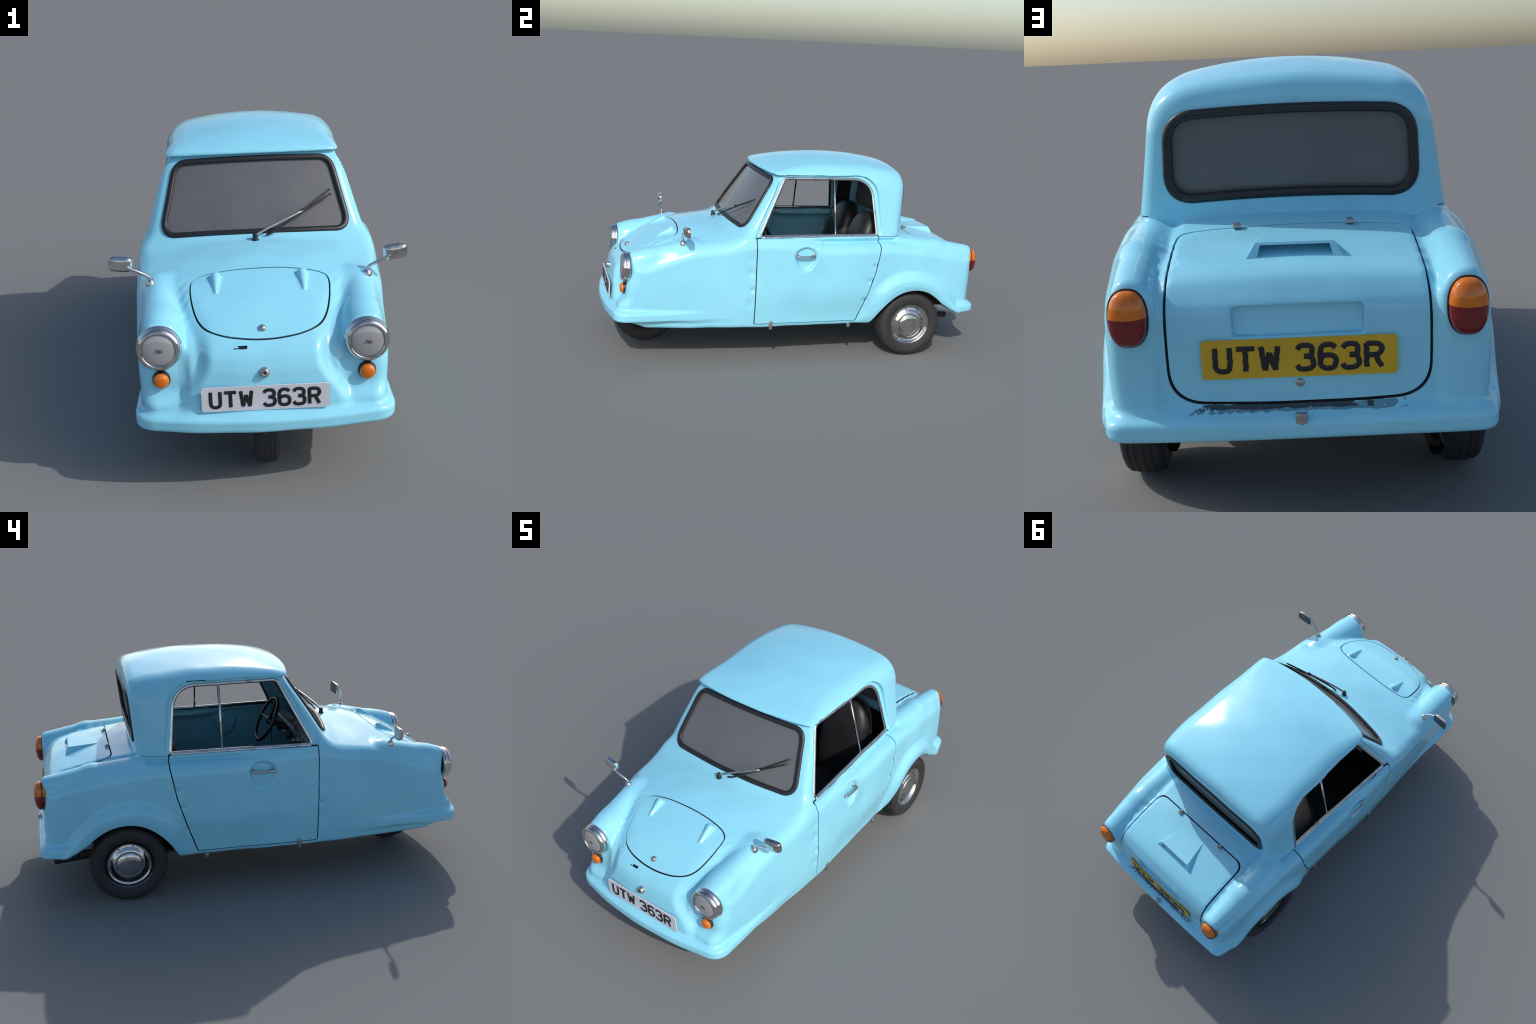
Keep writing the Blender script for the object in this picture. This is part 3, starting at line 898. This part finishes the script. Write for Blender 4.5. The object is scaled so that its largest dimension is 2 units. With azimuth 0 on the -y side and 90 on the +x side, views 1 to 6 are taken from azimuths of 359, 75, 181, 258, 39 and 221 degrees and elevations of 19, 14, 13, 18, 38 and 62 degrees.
# ------------------------------------------------------------------ knobs, handles, hinges
def knob(name, c, d, prof, material):
    v, f = lathe(prof, 24, 'z')
    q = Vector(d).to_track_quat('Z', 'Y').to_matrix().to_4x4()
    v = [tuple(Matrix.Translation(c) @ q @ Vector(p)) for p in v]
    return add(name, mesh_from(name, v, f), material)
q = march((0, -1.2, .85), (0, .345, -.315), .1, .9)
knob('bonnet_knob', q, normal_at(q), [(.0001, .011), (.007, .010), (.0115, .006), (.013, .001), (.013, -.006)], 'steel')
q = march((0, -1.3, .424), (0, 1, 0), .1, .8)
nk = add
lt = knob('bonnet_latch', q, (0, -1, .25), [(.0001, .012), (.004, .012), (.004, .017), (.011, .017), (.014, .013), (.017, .004), (.020, -.008)], 'steel')
v, f = lathe([(.0001, -.0175), (.0042, -.0175), (.0042, -.010)], 12, 'y')
v = [tuple(np.array(p) + q + np.array([0, 0, .0035])) for p in v]
add('latch_keyhole', mesh_from('latch_keyhole', v, f), 'black', lt)
for s in (1, -1):
    q = march((s * .137, .658, .8), (0, 0, -1), .05, .5)
    v, f = merge([box(q + np.array([0, .006, .006]), (.022, .016, .009), Matrix.Rotation(.3, 4, 'X'), .003),
                  tube([q + np.array([-.008, -.002, .009]), q + np.array([.008, -.002, .009])], .0065, 10)])
    add('boot_hinge', mesh_from('boot_hinge', v, f, angle=40), 'steel')
    # door handle: a bar across the pocket
    hx = march((s * .7, -.055, .562), (-s, 0, 0), .1, .5)[0]
    xs = s * (abs(hx) + .006)
    bar = spline([(s * .440, -.045, .566), (xs, -.044, .564), (xs + s * .003, -.02, .562), (xs + s * .003, .03, .562), (xs, .048, .564), (s * .440, .049, .566)], 6)
    v, f = tube(bar, .0058, 10)
    add('door_handle', mesh_from('door_handle', v, f), 'chrome', doors[s])
    v, f = merge([lathe([(.0001, 0), (.010, 0), (.011, -.006)], 16, 'x')])
    v = [(s * p[0] + s * .449, p[1] - .044, p[2] + .567) for p in v] + [(s * p[0] + s * .449, p[1] + .048, p[2] + .567) for p in v]
    f = f + [tuple(i + len(v) // 2 for i in q_) for q_ in f]
    add('handle_boss', mesh_from('handle_boss', v, f), 'steel', doors[s])
    # strap hinges at the sill
    for yy, zz, hh in ((-.166, .200, .046), (.262, .182, .022)):
        xx = march((s * .7, yy, .215), (-s, 0, 0), .1, .6)[0]
        v, f = box((xx + s * .001, yy, zz), (.014, .017, hh), None, .004)
        add('door_hinge', mesh_from('door_hinge', v, f, angle=40), 'steel')
q = march((0, 1.3, .276), (0, -1, 0), .1, .6)
v, f = merge([box(q + np.array([0, .001, .002]), (.026, .014, .024), None, .004), tube([q + np.array([0, -.004, -.004]), q + np.array([0, .010, -.004])], .007, 10)])
add('boot_catch', mesh_from('boot_catch', v, f, angle=40), 'steel')
q = march((0, 1.3, .348), (0, -1, 0), .1, .6)
knob('boot_lock', q, (0, 1, 0), [(.0001, .004), (.008, .004), (.010, .0), (.010, -.004)], 'steel')

# ------------------------------------------------------------------ air scoop on the boot lid
def deckpt(x, y, up=0):
    q = march((x, y, .85), (0, 0, -1), .05, .5); return np.array([q[0], q[1], q[2] + up])
sc_f = [deckpt(s * .062, .702, .0015) for s in (-1, 1)]
back_y = .846
bot = [deckpt(s * .113, back_y + .006, -.004) for s in (-1, 1)]
topb = [np.array([s * .088, back_y - .012, deckpt(s * .088, back_y)[2] + .032]) for s in (-1, 1)]
side_b = [deckpt(s * .118, back_y, -.006) for s in (-1, 1)]
ifr = .010
inn_t = [topb[i] + np.array([(1, -1)[i] * .010, .003, -.0055]) for i in (0, 1)]
inn_b = [np.array([(-1, 1)[i] * .086, back_y + .001, bot[i][2] + .0065]) for i in (0, 1)]
dpt = [p + np.array([0, -.055, .004]) for p in inn_t]; dpb = [p + np.array([0, -.06, .008]) for p in inn_b]
SV = sc_f + topb + bot + inn_t + inn_b + dpt + dpb   # 0,1 front;2,3 top back;4,5 base;6,7 inner top;8,9 inner base;10..13 deep
SF = [(0, 1, 3, 2), (0, 2, 4), (1, 5, 3), (2, 3, 7, 6), (3, 5, 9, 7), (5, 4, 8, 9), (4, 2, 6, 8),
      (6, 7, 11, 10), (7, 9, 13, 11), (9, 8, 12, 13), (8, 6, 10, 12), (10, 11, 13, 12)]
add('air_scoop', mesh_from('air_scoop', SV, SF, smooth=False), 'paint')

# ------------------------------------------------------------------ number plates
# plate characters as pen strokes in a 0..1 cell (x, z)
GLYPHS = {
    'U': [[(.08, 1), (.08, .30), (.16, .10), (.36, .02), (.64, .02), (.84, .10), (.92, .30), (.92, 1)]],
    'T': [[(-.02, .94), (1.02, .94)], [(.5, .94), (.5, 0)]],
    'W': [[(.02, 1), (.20, .02)], [(.20, .02), (.50, .74)], [(.50, .74), (.80, .02)], [(.80, .02), (.98, 1)]],
    '3': [[(.03, .84), (.20, .97), (.50, 1.0), (.78, .96), (.90, .84), (.90, .68), (.78, .57), (.42, .54)],
          [(.42, .54), (.80, .50), (.95, .38), (.95, .17), (.80, .04), (.48, 0), (.18, .03), (.0, .17)]],
    '6': [[(.93, .86), (.78, .97), (.50, 1.0), (.22, .95), (.07, .78), (.05, .50), (.07, .20), (.22, .04), (.50, 0), (.80, .05), (.94, .20), (.94, .38), (.80, .52), (.50, .56), (.22, .52), (.07, .40)]],
    'R': [[(.06, 0), (.06, .985)], [(.06, .97), (.62, .97), (.86, .90), (.94, .75), (.86, .58), (.62, .50), (.06, .50)], [(.55, .50), (.92, 0)]],
}
def plate(name, c, w, h, tilt, yaw, material, wobble=0.0):
    """plate lies in its own x-z plane facing -y, then is turned into place"""
    e = bpy.data.objects.new(name, None); COL.objects.link(e); e.parent = CAR
    e.location = c; e.rotation_euler = (tilt, 0, yaw)
    out = rounded([(-w / 2, -h / 2), (w / 2, -h / 2), (w / 2, h / 2), (-w / 2, h / 2)], .009, 6)
    n = len(out)
    V_ = [(x_, -.0025, z_) for x_, z_ in out] + [(x_, .0025, z_) for x_, z_ in out]
    F_ = [tuple(range(n)), tuple(range(2 * n - 1, n - 1, -1))] + [(i, n + i, n + (i + 1) % n, (i + 1) % n) for i in range(n)]
    add('plate_sheet', mesh_from('plate_sheet', V_, F_, angle=40), material, e)
    k = w / .414; gh = .0545; gw = .0365
    for ch, cx_ in zip('UTW363R', (-.162, -.1135, -.0625, .0125, .0605, .1085, .1575)):
        parts = []
        for st in GLYPHS[ch]:
            pts = [((q[0] - .5) * gw * k + cx_ * k, -.0032, (q[1] - .5) * gh) for q in st]
            pts = dense(np.array(pts), .004, False) if len(pts) < 3 else spline(pts, 4)
            if wobble: pts = pts + np.array([[wobble * math.sin(310 * q[2] + 60 * cx_), 0, 0] for q in pts])
            parts.append(tube(pts, .0059, 8, flat=.22, up=[(0, -1, 0)] * len(pts)))
        v, f = merge(parts)
        add('plate_character', mesh_from('plate_character', v, f, angle=50), 'ink', e)
plate('number_plate', (0, -.966, .3415), .414, .084, math.radians(-2), 0, 'white')
plate('number_plate', (0, .9625, .407), .424, .088, math.radians(1.5), math.pi, 'yellow', .0007)

# ------------------------------------------------------------------ exhausts
v, f = merge([tube([(-.298, .50, .215), (-.299, .70, .195), (-.300, .935, .172)], .020, 6, caps=False), tube([(-.300, .905, .1746), (-.299, .75, .190)], .0165, 6)])
add('exhaust_pipe', mesh_from('exhaust_pipe', v, f, angle=30), 'pipe')
v, f = merge([tube([(.298, .50, .20), (.298, .885, .177)], .016, 6, caps=False), tube([(.298, .86, .1785), (.298, .74, .187)], .0125, 6)])
add('exhaust_pipe', mesh_from('exhaust_pipe', v, f, angle=30), 'pipe')
v, f = box((0, .62, .215), (.50, .12, .09), None, .02)
add('gearbox_housing', mesh_from('gearbox_housing', v, f, angle=40), 'under')

# ------------------------------------------------------------------ interior
v, f = box((0, .10, .203), (.80, .86, .012), None, .003)
add('floor_mat', mesh_from('floor_mat', v, f), 'black')
v, f = box((0, -.36, .41), (.78, .012, .38), Matrix.Rotation(.12, 4, 'X'), .003)
add('front_bulkhead', mesh_from('front_bulkhead', v, f), 'black')
v, f = box((0, .50, .42), (.76, .012, .40), Matrix.Rotation(-.03, 4, 'X'), .003)
add('rear_bulkhead', mesh_from('rear_bulkhead', v, f), 'black')
for s in (1, -1):
    # quarter trim inside the rear pillar
    V_, F_ = [], []
    ys = np.linspace(.434, .515, 7); zs = np.linspace(.56, .93, 12)
    for zz in zs:
        for yy in ys:
            xx = (CAB_BELT(yy) - CAB_LEAN(yy) * (zz - .66)) - .018 - .02 * max(0, (zz - .86) / .07) ** 2
            V_.append((s * float(xx), yy, zz))
    nn = len(V_); V_ += [(p[0] - s * .004, p[1], p[2]) for p in V_]
    for j in range(11):
        for i in range(6):
            a = j * 7 + i
            F_.append((a, a + 1, a + 8, a + 7)); F_.append((nn + a, nn + a + 7, nn + a + 8, nn + a + 1))
    add('pillar_trim', mesh_from('pillar_trim', V_, F_), 'black')
    st = bpy.data.objects.new('seat', None); COL.objects.link(st); st.parent = CAR; st.location = (s * .165, .34, .24)
    # backrest: rounded slab leaning back
    def slab(w, h, t, n=28, m=14, pw=.5):
        V_, F_ = [], []
        for j in range(m + 1):
            b = -math.pi / 2 + math.pi * j / m
            for i in range(n):
                a = 2 * math.pi * i / n
                ca, sa, cb, sb = math.cos(a), math.sin(a), math.cos(b), math.sin(b)
                e = lambda v, p: np.sign(v) * abs(v) ** p
                V_.append((w * e(cb, .5) * e(ca, pw), t * e(sb, .8), h * e(cb, .5) * e(sa, pw)))
        for j in range(m):
            for i in range(n): F_.append((j * n + i, (j + 1) * n + i, (j + 1) * n + (i + 1) % n, j * n + (i + 1) % n))
        return V_, F_
    v, f = slab(.135, .245, .062, pw=.72)
    R = Matrix.Translation((0, .040, .262)) @ Matrix.Rotation(math.radians(-16), 4, 'X')
    v = [tuple(R @ Vector(p)) for p in v]
    add('backrest', mesh_from('backrest', v, f), 'vinyl', st)
    an = np.linspace(0, 2 * math.pi, 60, endpoint=False)
    ep = lambda v_, p_: np.sign(v_) * np.abs(v_) ** p_
    rim = [tuple(R @ Vector((.134 * ep(math.cos(a), .72), .022, .244 * ep(math.sin(a), .72)))) for a in an]
    v, f = tube(rim, .0065, 8, True)
    add('seat_piping', mesh_from('seat_piping', v, f), 'seam', st)
    v, f = slab(.13, .045, .15, pw=.6)
    v = [(p[0], p[1] - .155, p[2] + .085) for p in v]
    add('seat_cushion', mesh_from('seat_cushion', v, f), 'vinyl', st)

sw = bpy.data.objects.new('steering_wheel', None); COL.objects.link(sw); sw.parent = CAR; sw.location = (.10, -.145, .650)
sw.rotation_euler = (math.radians(-63), 0, 0)
an = np.linspace(0, 2 * math.pi, 64, endpoint=False)
v, f = tube(np.stack([.112 * np.cos(an), .112 * np.sin(an), 0 * an], 1), .0085, 10, True)
add('wheel_rim', mesh_from('wheel_rim', v, f), 'rubber', sw)
v, f = merge([tube([(.11, 0, 0), (0, 0, -.016), (-.11, 0, 0)], .007, 8), tube([(0, -.11, 0), (0, 0, -.016)], .007, 8)])
add('wheel_spoke', mesh_from('wheel_spoke', v, f), 'rubber', sw)
v, f = merge([lathe([(.0001, .0), (.018, -.004), (.022, -.016), (.018, -.04)], 20, 'z'), tube([(0, 0, -.02), (0, 0, -.25)], .014, 10)])
add('steering_column', mesh_from('steering_column', v, f), 'black', sw)

v, f = merge([box((.0, -.290, .610), (.70, .05, .035), Matrix.Rotation(-.5, 4, 'X'), .008),
              box((.10, -.262, .600), (.28, .020, .10), Matrix.Rotation(-.5, 4, 'X'), .006),
              box((-.16, -.27, .57), (.20, .03, .05), Matrix.Rotation(-.4, 4, 'X'), .006)])
add('dashboard', mesh_from('dashboard', v, f, angle=40), 'dash')
for i in range(9):
    dx = -.22 + .055 * i + rng.uniform(-.008, .008)
    v, f = lathe([(.0001, .010), (.008, .009), (.011, .0), (.011, -.01)], 14, 'y')
    rr_ = rng.uniform(.7, 1.4)
    v = [(p[0] * rr_ + dx, p[1] - .240, p[2] * rr_ + .575 + rng.uniform(-.0, .0) + .012 * math.sin(i * 2.1)) for p in v]
    add('dash_switch', mesh_from('dash_switch', v, f), 'black' if i % 3 else 'steel')
